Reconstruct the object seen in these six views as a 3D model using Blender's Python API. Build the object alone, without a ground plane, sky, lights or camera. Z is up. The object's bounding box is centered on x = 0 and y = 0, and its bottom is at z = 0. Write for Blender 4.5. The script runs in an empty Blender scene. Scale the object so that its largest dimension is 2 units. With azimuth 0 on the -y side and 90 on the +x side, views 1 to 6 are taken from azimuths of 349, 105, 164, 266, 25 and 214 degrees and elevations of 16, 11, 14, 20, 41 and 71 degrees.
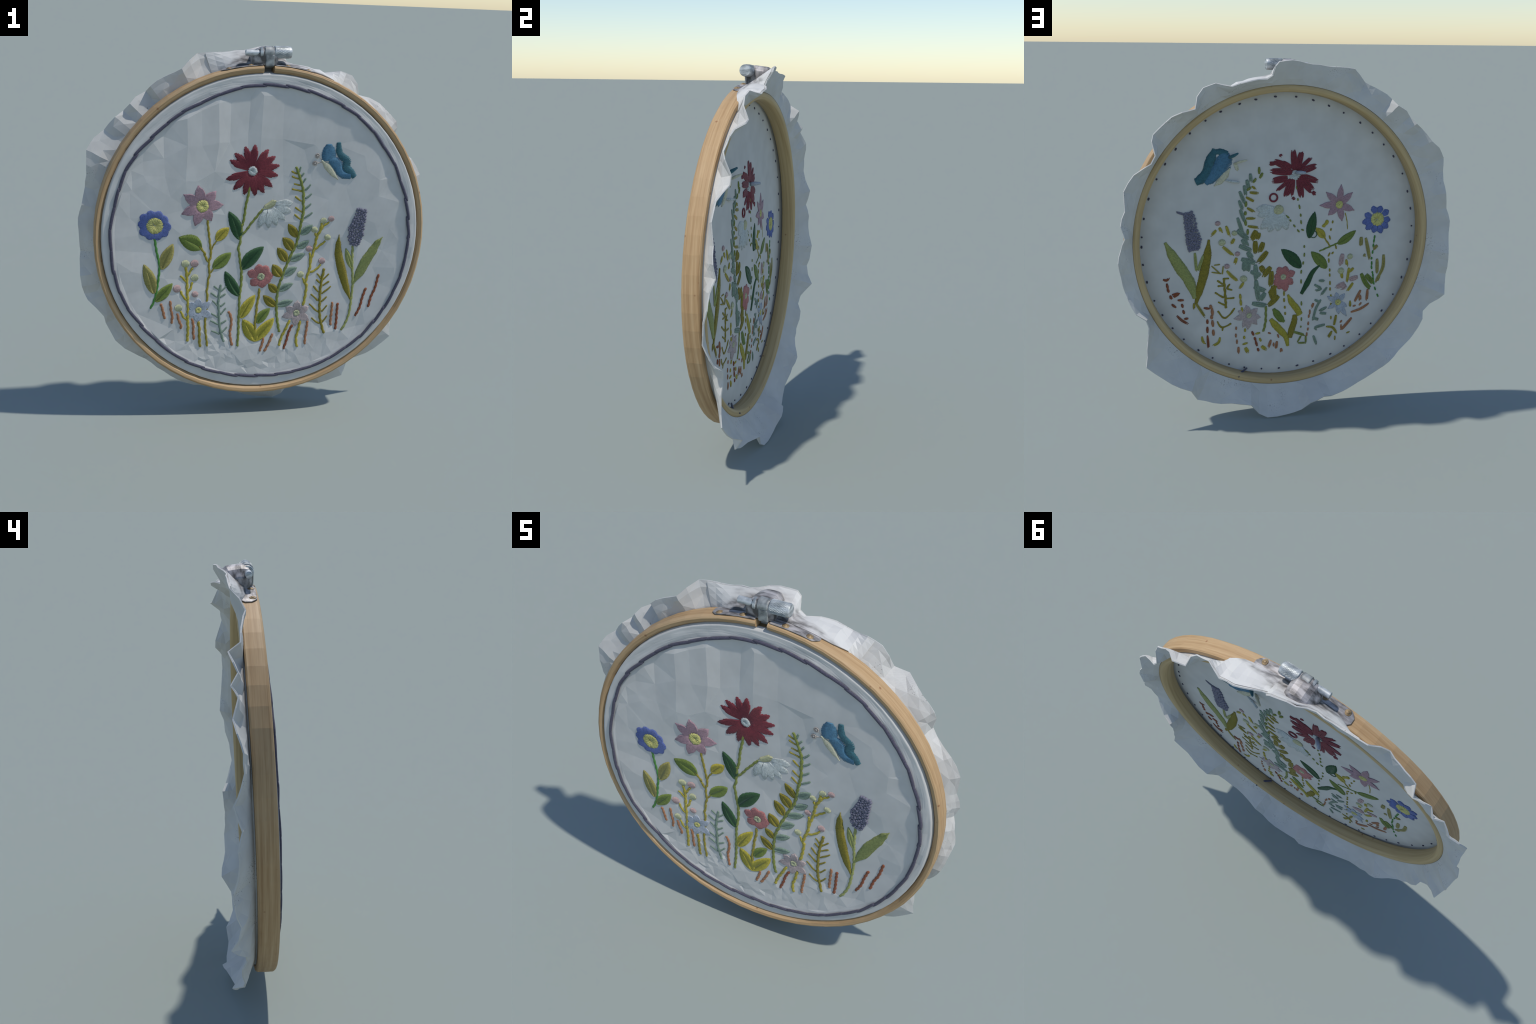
"""Embroidery hoop: two bent-wood rings hold a white cotton panel whose surplus
cloth flares out behind as a ruffle.  A screw clamp closes the outer ring.
Wild flowers and a butterfly are stitched on the panel (thread seen from both
sides).  Coordinates of the stitching are millimetres (x, z) on the panel."""
import bpy, bmesh, math, random
from math import sin, cos, pi, radians, hypot, atan2, sqrt
from mathutils import Vector, Matrix, noise
from mathutils.bvhtree import BVHTree
from mathutils.geometry import delaunay_2d_cdt

rng = random.Random(7)
CX, CY, CZ = 0.017, -0.1005, 1.0107          # centre of the hoop's front circle
R_OUT = 0.8886                               # outer radius of the outer ring
TILT_Z, TILT_X = 0.020, 0.0024               # the hoop leans back very slightly


def plane(x, z):
    """y of the hoop's front plane."""
    return CY + TILT_Z * (z - CZ) + TILT_X * (x - CX)


def polar(a, r):
    return CX + r * cos(a), CZ + r * sin(a)


def smooth01(t):
    t = min(1.0, max(0.0, t))
    return t * t * (3 - 2 * t)


# ------------------------------------------------------------------ materials
def new_material(name):
    m = bpy.data.materials.new(name)
    m.use_nodes = True
    nt = m.node_tree
    return m, nt, nt.nodes['Principled BSDF']


def node(nt, kind, **vals):
    n = nt.nodes.new(kind)
    for k, v in vals.items():
        if k in n.inputs:
            n.inputs[k].default_value = v
        else:
            setattr(n, k, v)
    return n


def ramp(nt, stops):
    n = nt.nodes.new('ShaderNodeValToRGB')
    e = n.color_ramp.elements
    while len(e) < len(stops):
        e.new(0.5)
    for el, (p, c) in zip(e, stops):
        el.position = p
        el.color = (*c, 1) if len(c) == 3 else c
    return n


def fabric_material(name, base, dark_specks):
    m, nt, bsdf = new_material(name)
    L = nt.links.new
    tc = node(nt, 'ShaderNodeTexCoord')
    n1 = node(nt, 'ShaderNodeTexNoise', Scale=9.0, Detail=4.0)
    L(tc.outputs['Object'], n1.inputs['Vector'])
    lo = tuple(c * 0.90 for c in base)
    r1 = ramp(nt, [(0.3, lo), (0.65, base)])
    L(n1.outputs['Fac'], r1.inputs['Fac'])
    col = r1.outputs['Color']
    # plain weave: two fine crossed waves
    waves = []
    for axis in ('X', 'Z'):
        w = node(nt, 'ShaderNodeTexWave', Scale=70.0, Distortion=1.2, bands_direction=axis)
        w.inputs['Detail'].default_value = 2.0
        L(tc.outputs['Object'], w.inputs['Vector'])
        waves.append(w)
    mul = node(nt, 'ShaderNodeMath', operation='MULTIPLY')
    L(waves[0].outputs['Fac'], mul.inputs[0]); L(waves[1].outputs['Fac'], mul.inputs[1])
    weave = ramp(nt, [(0.0, (0.955,) * 3), (0.8, (1, 1, 1))])
    L(mul.outputs[0], weave.inputs['Fac'])
    mx = node(nt, 'ShaderNodeMix', data_type='RGBA', blend_type='MULTIPLY')
    mx.inputs['Factor'].default_value = 1.0
    L(col, mx.inputs['A']); L(weave.outputs['Color'], mx.inputs['B'])
    col = mx.outputs['Result']
    if dark_specks:
        # dark grey specks gathered in a few patches along the creases
        spots = node(nt, 'ShaderNodeTexNoise', Scale=150.0, Detail=3.0, Roughness=0.7)
        area = node(nt, 'ShaderNodeTexNoise', Scale=7.0, Detail=1.0)
        L(tc.outputs['Object'], spots.inputs['Vector']); L(tc.outputs['Object'], area.inputs['Vector'])
        rs = ramp(nt, [(0.60, (0, 0, 0)), (0.66, (1, 1, 1))])
        ra = ramp(nt, [(0.60, (0, 0, 0)), (0.68, (1, 1, 1))])
        L(spots.outputs['Fac'], rs.inputs['Fac']); L(area.outputs['Fac'], ra.inputs['Fac'])
        mm = node(nt, 'ShaderNodeMath', operation='MULTIPLY')
        L(rs.outputs['Color'], mm.inputs[0]); L(ra.outputs['Color'], mm.inputs[1])
        md = node(nt, 'ShaderNodeMix', data_type='RGBA')
        md.inputs['B'].default_value = (0.16, 0.15, 0.14, 1)
        L(mm.outputs[0], md.inputs['Factor']); L(col, md.inputs['A'])
        col = md.outputs['Result']
    L(col, bsdf.inputs['Base Color'])
    bsdf.inputs['Roughness'].default_value = 0.9
    bsdf.inputs['Specular IOR Level'].default_value = 0.25
    bump = node(nt, 'ShaderNodeBump', Strength=0.12, Distance=0.002)
    L(mul.outputs[0], bump.inputs['Height']); L(bump.outputs['Normal'], bsdf.inputs['Normal'])
    return m


def wood_material(name, dark, mid, light):
    """Grain runs round the ring: noise on (angle, depth, radius)."""
    m, nt, bsdf = new_material(name)
    L = nt.links.new
    tc = node(nt, 'ShaderNodeTexCoord')
    sep = node(nt, 'ShaderNodeSeparateXYZ')
    L(tc.outputs['Object'], sep.inputs[0])
    neg = node(nt, 'ShaderNodeMath', operation='MULTIPLY'); neg.inputs[1].default_value = -1
    L(sep.outputs['Z'], neg.inputs[0])
    ang = node(nt, 'ShaderNodeMath', operation='ARCTAN2')
    L(sep.outputs['X'], ang.inputs[0]); L(neg.outputs[0], ang.inputs[1])
    sq = [node(nt, 'ShaderNodeMath', operation='MULTIPLY') for _ in range(2)]
    for s, o in zip(sq, 'XZ'):
        L(sep.outputs[o], s.inputs[0]); L(sep.outputs[o], s.inputs[1])
    add = node(nt, 'ShaderNodeMath', operation='ADD')
    L(sq[0].outputs[0], add.inputs[0]); L(sq[1].outputs[0], add.inputs[1])
    rad = node(nt, 'ShaderNodeMath', operation='SQRT'); L(add.outputs[0], rad.inputs[0])
    vec = node(nt, 'ShaderNodeCombineXYZ')
    for out, idx, k in ((ang, 0, 1.6), (sep.outputs['Y'], 1, 70.0), (rad, 2, 70.0)):
        f = node(nt, 'ShaderNodeMath', operation='MULTIPLY'); f.inputs[1].default_value = k
        L(out if not hasattr(out, 'outputs') else out.outputs[0], f.inputs[0])
        L(f.outputs[0], vec.inputs[idx])
    grain = node(nt, 'ShaderNodeTexNoise', Scale=1.0, Detail=5.0, Roughness=0.6)
    L(vec.outputs[0], grain.inputs['Vector'])
    rc = ramp(nt, [(0.28, dark), (0.5, mid), (0.72, light)])
    L(grain.outputs['Fac'], rc.inputs['Fac'])
    # small reddish-brown knots
    vo = node(nt, 'ShaderNodeTexVoronoi', Scale=11.0)
    L(tc.outputs['Object'], vo.inputs['Vector'])
    rk = ramp(nt, [(0.045, (1, 1, 1)), (0.085, (0, 0, 0))])
    L(vo.outputs['Distance'], rk.inputs['Fac'])
    mx = node(nt, 'ShaderNodeMix', data_type='RGBA')
    mx.inputs['B'].default_value = (0.24, 0.10, 0.045, 1)
    kf = node(nt, 'ShaderNodeMath', operation='MULTIPLY'); kf.inputs[1].default_value = 0.7
    L(rk.outputs['Color'], kf.inputs[0]); L(kf.outputs[0], mx.inputs['Factor'])
    L(rc.outputs['Color'], mx.inputs['A'])
    L(mx.outputs['Result'], bsdf.inputs['Base Color'])
    bsdf.inputs['Roughness'].default_value = 0.6
    bsdf.inputs['Specular IOR Level'].default_value = 0.3
    bump = node(nt, 'ShaderNodeBump', Strength=0.15, Distance=0.002)
    L(grain.outputs['Fac'], bump.inputs['Height']); L(bump.outputs['Normal'], bsdf.inputs['Normal'])
    return m


def metal_material(name, lo, hi, rough, metallic, stretch):
    m, nt, bsdf = new_material(name)
    L = nt.links.new
    tc = node(nt, 'ShaderNodeTexCoord')
    mp = node(nt, 'ShaderNodeMapping'); mp.inputs['Scale'].default_value = stretch
    L(tc.outputs['Object'], mp.inputs['Vector'])
    n = node(nt, 'ShaderNodeTexNoise', Scale=1.0, Detail=3.0)
    L(mp.outputs[0], n.inputs['Vector'])
    rc = ramp(nt, [(0.35, lo), (0.62, hi)])
    L(n.outputs['Fac'], rc.inputs['Fac']); L(rc.outputs['Color'], bsdf.inputs['Base Color'])
    bsdf.inputs['Metallic'].default_value = metallic
    bsdf.inputs['Roughness'].default_value = rough
    return m


THREAD = {
    'red': (0.2, 0.03, 0.042), 'mauve': (0.40, 0.255, 0.29), 'blue': (0.12, 0.165, 0.4),
    'yellow': (0.58, 0.55, 0.19), 'bright_green': (0.075, 0.25, 0.045),
    'light_olive': (0.32, 0.285, 0.085), 'leaf_green': (0.165, 0.225, 0.042),
    'olive': (0.32, 0.265, 0.034), 'stem_green': (0.215, 0.25, 0.053),
    'dark_green': (0.030, 0.092, 0.032), 'coral': (0.47, 0.185, 0.17),
    'fern_olive': (0.255, 0.21, 0.022), 'grey_green': (0.21, 0.285, 0.215),
    'yellow_olive': (0.43, 0.36, 0.048), 'yellow_leaf': (0.41, 0.355, 0.042),
    'rust': (0.4, 0.18, 0.085), 'brown': (0.27, 0.078, 0.032), 'white': (0.55, 0.585, 0.56),
    'calyx': (0.52, 0.51, 0.3), 'wing_blue': (0.082, 0.21, 0.32), 'teal': (0.045, 0.15, 0.185),
    'cream': (0.62, 0.6, 0.44), 'lavender': (0.185, 0.18, 0.24), 'bud_pink': (0.5, 0.35, 0.33),
    'pale_yellow': (0.52, 0.53, 0.32), 'pale_blue': (0.41, 0.45, 0.51), 'low_pink': (0.47, 0.385, 0.37),
    'navy': (0.085, 0.080, 0.118), 'lavender_leaf': (0.33, 0.355, 0.115), 'antenna': (0.48, 0.42, 0.37),
}
_threads = {}


def thread(colour):
    """Stranded cotton: slight tone changes from strand to strand."""
    if colour in _threads:
        return _threads[colour]
    base = tuple(c * 0.85 for c in THREAD[colour])
    m, nt, bsdf = new_material('thread_' + colour)
    L = nt.links.new
    tc = node(nt, 'ShaderNodeTexCoord')
    n = node(nt, 'ShaderNodeTexNoise', Scale=120.0, Detail=3.0, Roughness=0.65)
    L(tc.outputs['Object'], n.inputs['Vector'])
    rc = ramp(nt, [(0.30, tuple(c * 0.72 for c in base)), (0.52, base),
                   (0.75, tuple(min(0.9, c * 1.22) for c in base))])
    L(n.outputs['Fac'], rc.inputs['Fac']); L(rc.outputs['Color'], bsdf.inputs['Base Color'])
    bsdf.inputs['Roughness'].default_value = 0.75
    bsdf.inputs['Specular IOR Level'].default_value = 0.3
    bsdf.inputs['Sheen Weight'].default_value = 0.15
    _threads[colour] = m
    return m


COTTON = (0.60, 0.588, 0.558)
mat_panel = fabric_material('cotton_panel', COTTON, False)
mat_ruffle = fabric_material('cotton_ruffle', COTTON, True)
mat_wood = wood_material('outer_ring_wood', (0.325, 0.192, 0.090), (0.440, 0.288, 0.148), (0.53, 0.37, 0.21))
mat_wood_in = wood_material('inner_ring_wood', (0.39, 0.27, 0.125), (0.49, 0.358, 0.18), (0.56, 0.425, 0.23))
mat_steel = metal_material('galvanised_steel', (0.26, 0.285, 0.29), (0.60, 0.62, 0.62), 0.5, 0.45, (25, 25, 60))
mat_bracket = metal_material('bracket_steel', (0.09, 0.083, 0.078), (0.46, 0.43, 0.42), 0.55, 0.25, (14, 45, 22))
mat_dark = metal_material('dark_steel', (0.13, 0.14, 0.14), (0.38, 0.39, 0.38), 0.55, 0.4, (30, 12, 40))
mat_brass = metal_material('brass_rivet', (0.17, 0.115, 0.06), (0.36, 0.25, 0.125), 0.55, 0.25, (60, 60, 60))

# ------------------------------------------------------------------ hierarchy
root = bpy.data.objects.new('embroidery_hoop', None)
root.empty_display_size = 0.2
bpy.context.scene.collection.objects.link(root)
root['label'] = 'round wooden embroidery hoop with stitched wild flowers and butterfly'
root['category'] = 'embroidery hoop'


def add_object(name, verts, faces, mat, parent=None, smooth=True, origin=(0, 0, 0), kind=None):
    me = bpy.data.meshes.new(name)
    o = Vector(origin)
    me.from_pydata([Vector(v) - o for v in verts], [], faces)
    me.validate()
    bm = bmesh.new(); bm.from_mesh(me)
    bmesh.ops.recalc_face_normals(bm, faces=bm.faces)
    bm.to_mesh(me); bm.free()
    me.polygons.foreach_set('use_smooth', [smooth] * len(me.polygons))
    me.materials.append(mat)
    ob = bpy.data.objects.new(name, me)
    ob.location = o
    bpy.context.scene.collection.objects.link(ob)
    p = parent or root
    ob.parent = p
    if p is not root:
        ob.matrix_parent_inverse = Matrix.Translation(p.location).inverted()
    if kind:
        ob['kind'] = kind
    return ob


# ---------------------------------------------------------------- wooden rings
def ring_solid(profile, angles, closed):
    """Sweep a (radius, depth behind the front plane) profile round the hoop."""
    verts, faces = [], []
    n = len(profile)
    for a in angles:
        for r, d in profile:
            x, z = polar(a, r)
            verts.append((x, plane(x, z) + d, z))
    m = len(angles)
    for i in range(m if closed else m - 1):
        j = (i + 1) % m
        for k in range(n):
            l = (k + 1) % n
            faces.append((i * n + k, i * n + l, j * n + l, j * n + k))
    if not closed:
        faces.append(tuple(range(n)))
        faces.append(tuple((m - 1) * n + k for k in range(n)))
    return verts, faces


gap_right = atan2(1.90 - CZ, 0.042 - CX)
gap_left = atan2(1.90 - CZ, -0.013 - CX)
turns = 64
outer_angles = [gap_left + (2 * pi - (gap_left - gap_right)) * i / turns for i in range(turns + 1)]
outer_profile = [(0.8535, 0.018), (0.864, 0.002), (0.8775, -0.001), (0.8845, 0.003), (R_OUT, 0.010),
                 (R_OUT + 0.001, 0.045), (R_OUT - 0.0005, 0.080), (0.884, 0.086), (0.862, 0.0875), (0.8555, 0.080)]
v, f = ring_solid(outer_profile, outer_angles, False)
v = [(x + rng.uniform(-.0008, .0008), y, z + rng.uniform(-.0008, .0008)) for x, y, z in v]
outer_hoop = add_object('outer_hoop', v, f, mat_wood, smooth=False, origin=(CX, CY, CZ))

inner_profile = [(0.8075, 0.027), (0.813, 0.024), (0.840, 0.024), (0.8465, 0.032), (0.8500, 0.086), (0.8480, 0.0955),
                 (0.838, 0.0990), (0.824, 0.0985), (0.8150, 0.0930), (0.8110, 0.083)]
inner_angles = [2 * pi * i / 128 for i in range(128)]
v, f = ring_solid(inner_profile, inner_angles, True)
inner_hoop = add_object('inner_hoop', v, f, mat_wood_in, origin=(CX, CY, CZ))

# ---------------------------------------------------------------- cotton panel
def panel_front(x, z):
    """Front of the stretched cloth: dished in its lower half, drawn forward on
    the upper left, and laid over the rim of the inner ring."""
    dx, dz = x - CX, z - CZ
    r = hypot(dx, dz)
    dish = (0.020 - 0.032 * dz) * max(0.0, 1 - (r / 0.80) ** 2) ** 0.7
    left = -0.014 * math.exp(-((x + 0.45) / 0.22) ** 2 - ((dz - 0.22) / 0.35) ** 2)
    right = -0.006 * math.exp(-((x - 0.60) / 0.16) ** 2 - ((dz - 0.30) / 0.30) ** 2)
    left -= 0.009 * math.exp(-((x + 0.50) / 0.20) ** 2 - ((dz + 0.32) / 0.22) ** 2)
    right += 0.011 * math.exp(-((x - 0.13) / 0.24) ** 2 - ((dz - 0.28) / 0.34) ** 2)
    right -= 0.006 * math.exp(-((x + 0.08) / 0.22) ** 2 - ((dz + 0.72) / 0.12) ** 2)
    inside = smooth01((0.80 - r) / 0.12)
    # the rim stands proud on the left and sinks behind the wood at the bottom
    ca, sa = (dx / r, dz / r) if r > 1e-6 else (0.0, 0.0)
    rim = -0.005 * max(0, -ca) ** 2 - 0.003 * max(0, ca) ** 2 + 0.013 * max(0, -sa) ** 2 + 0.003 * max(0, sa) ** 2
    roll = rim * smooth01((r - 0.60) / 0.2) + 0.034 * smooth01((r - 0.8475) / 0.008)
    return plane(x, z) + dish + (left + right) * inside + roll


THICK = 0.009
pts2, height = [], []


def put(x, z, dy):
    pts2.append(Vector((x, z)))
    height.append(panel_front(x, z) + dy)


def scatter(n, inside, sx, sz, dist, amp):
    tries = 0
    made = 0
    while made < n and tries < n * 60:
        tries += 1
        x = CX + rng.uniform(-0.79, 0.79)
        z = CZ + rng.uniform(-0.79, 0.79)
        if not inside(x, z):
            continue
        if any(((x - p.x) / sx) ** 2 + ((z - p.y) / sz) ** 2 < dist ** 2 for p in pts2):
            continue
        put(x, z, rng.gauss(0, amp))
        made += 1


def disc(x, z):
    return hypot(x - CX, z - CZ) < 0.765


# long slack pleats hang from the top, facets radiate between the flowers,
# and the cloth is finely crumpled along the bottom
for i in range(17):
    x = CX + (i - 8) * 0.088 + rng.uniform(-.028, .028)
    top = CZ + sqrt(max(0.0, 0.755 ** 2 - (x - CX) ** 2))
    fold = rng.gauss(0, 0.0068)
    low = 1.30 + rng.uniform(-.06, .06)
    for t in (0.0, 0.45, 0.97):
        z = low + (top - low) * t
        if z > low + 0.02 or t == 0:
            if disc(x, z):
                put(x + rng.uniform(-.02, .02) * (1 - t), z + rng.uniform(-.03, .03) * (t < .9),
                    fold * (0.55 + 0.45 * t) + rng.gauss(0, 0.0008))
scatter(150, lambda x, z: disc(x, z) and 0.46 < z <= 1.27, 1.0, 1.25, 0.085, 0.0034)
scatter(150, lambda x, z: disc(x, z) and z <= 0.46 and abs(x) < 0.40 and
        noise.noise((x * 9, z * 9, 3)) > -0.02, 1.0, 1.0, 0.016, 0.0014)
scatter(90, lambda x, z: disc(x, z) and z <= 0.46, 1.0, 1.0, 0.055, 0.0016)
RIM = 80
for i in range(RIM):
    x, z = polar(2 * pi * i / RIM, 0.782)
    put(x, z, rng.gauss(0, 0.0012))
co2, _, tri, orig, _, _ = delaunay_2d_cdt(pts2, [], [], 0, 1e-6)
hmap = [height[o[0]] for o in orig]
verts = [(c.x, h, c.y) for c, h in zip(co2, hmap)]
faces = [tuple(t) for t in tri]
# rolled rim: rings of even quads from the flat cloth down between the hoops
where = {o[0]: i for i, o in enumerate(orig)}
loop = [where[len(pts2) - RIM + i] for i in range(RIM)]
for r in (0.793, 0.803, 0.812, 0.822, 0.832, 0.840, 0.847, 0.853):
    base = len(verts)
    for i in range(RIM):
        a = 2 * pi * i / RIM
        x, z = polar(a, r)
        w = 0.0045 * noise.noise((cos(a) * 7, sin(a) * 7, r * 30)) * smooth01((0.85 - r) / 0.02)
        verts.append((x, panel_front(x, z) + w, z))
    new = [base + i for i in range(RIM)]
    for i in range(RIM):
        j = (i + 1) % RIM
        faces.append((loop[i], new[i], new[j], loop[j]))
    loop = new
front_bvh = BVHTree.FromPolygons(verts, faces)
# reverse of the cloth, taut and smooth
nf = len(verts)
back_rings = 26
seg = 80
back_first = nf
verts.append((CX, panel_front(CX, CZ) + THICK, CZ))
for k in range(1, back_rings + 1):
    r = 0.853 * k / back_rings
    for i in range(seg):
        a = 2 * pi * i / seg
        x, z = polar(a, r)
        w = 0.0022 * noise.noise((x * 3.5, z * 1.2, 8.1)) if r < 0.8 else 0
        verts.append((x, panel_front(x, z) + (THICK if k < back_rings else 0.001) + w, z))
for i in range(seg):
    j = (i + 1) % seg
    faces.append((back_first, back_first + 1 + i, back_first + 1 + j))
    for k in range(back_rings - 1):
        p = back_first + 1 + k * seg
        faces.append((p + i, p + seg + i, p + seg + j, p + j))
back_bvh = BVHTree.FromPolygons(verts, [t for t in faces if min(t) >= back_first])
panel = add_object('fabric_panel', verts, faces, mat_panel, smooth=False, origin=(CX, CY, CZ))
for p in panel.data.polygons:
    if min(p.vertices) >= back_first or (len(p.vertices) == 4 and (p.center.x ** 2 + p.center.z ** 2) > 0.834 ** 2):
        p.use_smooth = True

SIDE = -1                                     # -1 stitches on the front, +1 on the reverse


def surface(x, z):
    if SIDE < 0:
        hit = front_bvh.ray_cast(Vector((x, -1, z)), Vector((0, 1, 0)))[0]
    else:
        hit = back_bvh.ray_cast(Vector((x, 1, z)), Vector((0, -1, 0)))[0]
    return hit.y if hit else panel_front(x, z) + (THICK if SIDE > 0 else 0)


# --------------------------------------------------------------- ruffle of cloth
# hem of the surplus cloth: (angle in degrees, radius from (0.02, 1.0), y)
HEM = [
    (1, .915, .046), (5, .897, .066), (9, .925, .058), (14, .916, .052), (20, .947, .044),
    (26, .931, .049), (32, .885, .082), (35, .889, .083), (38, .940, .055), (40, .954, .046),
    (45, .950, .055), (48, .949, .068), (51, .937, .106), (55, .910, .101), (58, .950, .070),
    (61, .971, .066), (65, .962, .068), (69, .918, .104), (74, .914, .106), (78, .910, .088),
    (81.5, .902, .066), (83.6, .916, .066), (84.4, .966, .094), (85.6, .984, .096), (90, .989, .084), (97, .975, .047), (104, .983, .045),
    (111, 1.011, .042), (114, .997, .008), (117, .977, -.015), (121, .979, .004), (125, .985, .012),
    (127.5, .982, .017), (129.5, .969, .064), (133, .983, .046), (135.5, .980, .030),
    (138.5, .975, .060), (141.5, .990, .035), (146.5, .995, .058), (150, 1.018, .045),
    (154, 1.024, .027), (158, .995, .025), (161, .975, .038), (165, .962, .067), (168, .961, .054),
    (170.5, .962, .037), (175, .972, .053), (179, .966, .053), (182, .964, .057), (186, .963, .078),
    (191, .978, .064), (193.5, .988, .047), (197, .997, .056), (200, 1.0, .088), (202, .996, .060),
    (205, .970, .030), (208.5, .953, .022), (211, .969, .044), (214, .973, .042), (217.5, .981, .029),
    (221.5, .974, .033), (225, .963, .047), (230, .952, .079), (237.5, .951, .060), (243, .956, .047),
    (249, .955, .060), (254, .945, .073), (257, .922, .095), (262.5, .932, .112), (265.5, .968, .088),
    (271, .990, .084), (277, 1.004, .078), (280, .988, .070), (283.5, .938, .078), (290, .960, .048),
    (293, .980, .035), (301, 1.005, .038), (305.5, .967, .090), (309, .985, .085), (315, 1.005, .060),
    (321.5, 1.023, .062), (324, .98, .057), (328, .93, .054), (332, .883, .062), (335, .876, .066),
    (338, .910, .043), (341, .917, .028), (346, .924, .005), (352, .926, .017), (356.5, .933, .041),
]
HX, HZ = 0.02, 1.0


def ruffle_columns():
    cols = []
    n = len(HEM)
    for i, (a, r, y) in enumerate(HEM):
        a2, r2, y2 = HEM[(i + 1) % n]
        if a2 < a:
            a2 += 360
        cols.append((a, r, y))
        steps = max(1, int(round((a2 - a) / 2.6)))
        for s in range(1, steps):
            t = s / steps
            cols.append((a + (a2 - a) * t, r + (r2 - r) * t + rng.uniform(-.002, .002),
                         y + (y2 - y) * smooth01(t) + rng.uniform(-.0015, .0015)))
    return cols


cols = ruffle_columns()
ROWS = [0.0, 0.07, 0.30, 0.58, 0.82, 1.0]
verts, faces = [], []
for ci, (a, r, y) in enumerate(cols):
    ar = radians(a)
    hx, hz = HX + r * cos(ar), HZ + r * sin(ar)
    th = atan2(hz - CZ, hx - CX)
    for k, t in enumerate(ROWS):
        if k == 0:
            px, pz = polar(th, 0.8525); py = plane(px, pz) + 0.060
        else:
            bx, bz = polar(th, 0.8525)
            by = plane(bx, bz) + 0.0935
            tt = (t - ROWS[1]) / (1 - ROWS[1])
            px, pz = bx + (hx - bx) * tt, bz + (hz - bz) * tt
            # folds deepen towards the hem
            py = by + (y - by) * (tt ** (0.80 + 0.25 * max(0.0, -sin(ar)))) + 0.010 * noise.noise((a * 0.22, 3.3, tt * 0.8)) * tt * (1.15 - tt) * 2
            if 1 < k < len(ROWS):
                c = 0.0016 if k < len(ROWS) - 1 else 0.0010
                px += rng.gauss(0, c * .6); pz += rng.gauss(0, c * .6); py += rng.gauss(0, c)
        verts.append((px, py, pz))
nr = len(ROWS)
nc = len(cols)
for i in range(nc):
    j = (i + 1) % nc
    for k in range(nr - 1):
        q = (i * nr + k, j * nr + k, j * nr + k + 1, i * nr + k + 1)
        if (i + k) % 2:
            faces += [(q[0], q[1], q[2]), (q[0], q[2], q[3])]
        else:
            faces += [(q[0], q[1], q[3]), (q[1], q[2], q[3])]
ruffle = add_object('fabric_ruffle', verts, faces, mat_ruffle, smooth=False, origin=(CX, CY, CZ))
mod = ruffle.modifiers.new('cloth_thickness', 'SOLIDIFY')
mod.thickness = 0.006
mod.offset = 0


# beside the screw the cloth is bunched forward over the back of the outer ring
gv, gf = [], []
gcols = [c for c in cols if 63 <= c[0] <= 109]
GROWS = [0.0, 0.12, 0.34, 0.60, 0.82, 0.965]
for a, r, y in gcols:
    ar = radians(a)
    hx, hz = HX + r * cos(ar), HZ + r * sin(ar)
    th = atan2(hz - CZ, hx - CX)
    over = smooth01((24 - abs(a - 86)) / 11)
    hump = 0.010 * smooth01((a - 66) / 8) * smooth01((86 - a) / 5)
    bx, bz = polar(th, 0.8545 + 0.0390 * smooth01(over * 2))
    by = plane(bx, bz) + 0.0925 - 0.0405 * over
    for k, t in enumerate(GROWS):
        sag = -0.010 * sin(pi * t) * over * noise.noise((a * 0.3, t * 2, 1.7)) * 2
        gv.append((bx + (hx - bx) * t, by + (y - 0.004 - by) * t + sag, bz + (hz - bz) * t + sag * .6 + hump * sin(pi * min(1, t * 1.15))))
n = len(GROWS)
for i in range(len(gcols) - 1):
    for k in range(n - 1):
        p, q = i * n + k, (i + 1) * n + k
        gf += [(p, q, q + 1), (p, q + 1, p + 1)]


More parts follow.
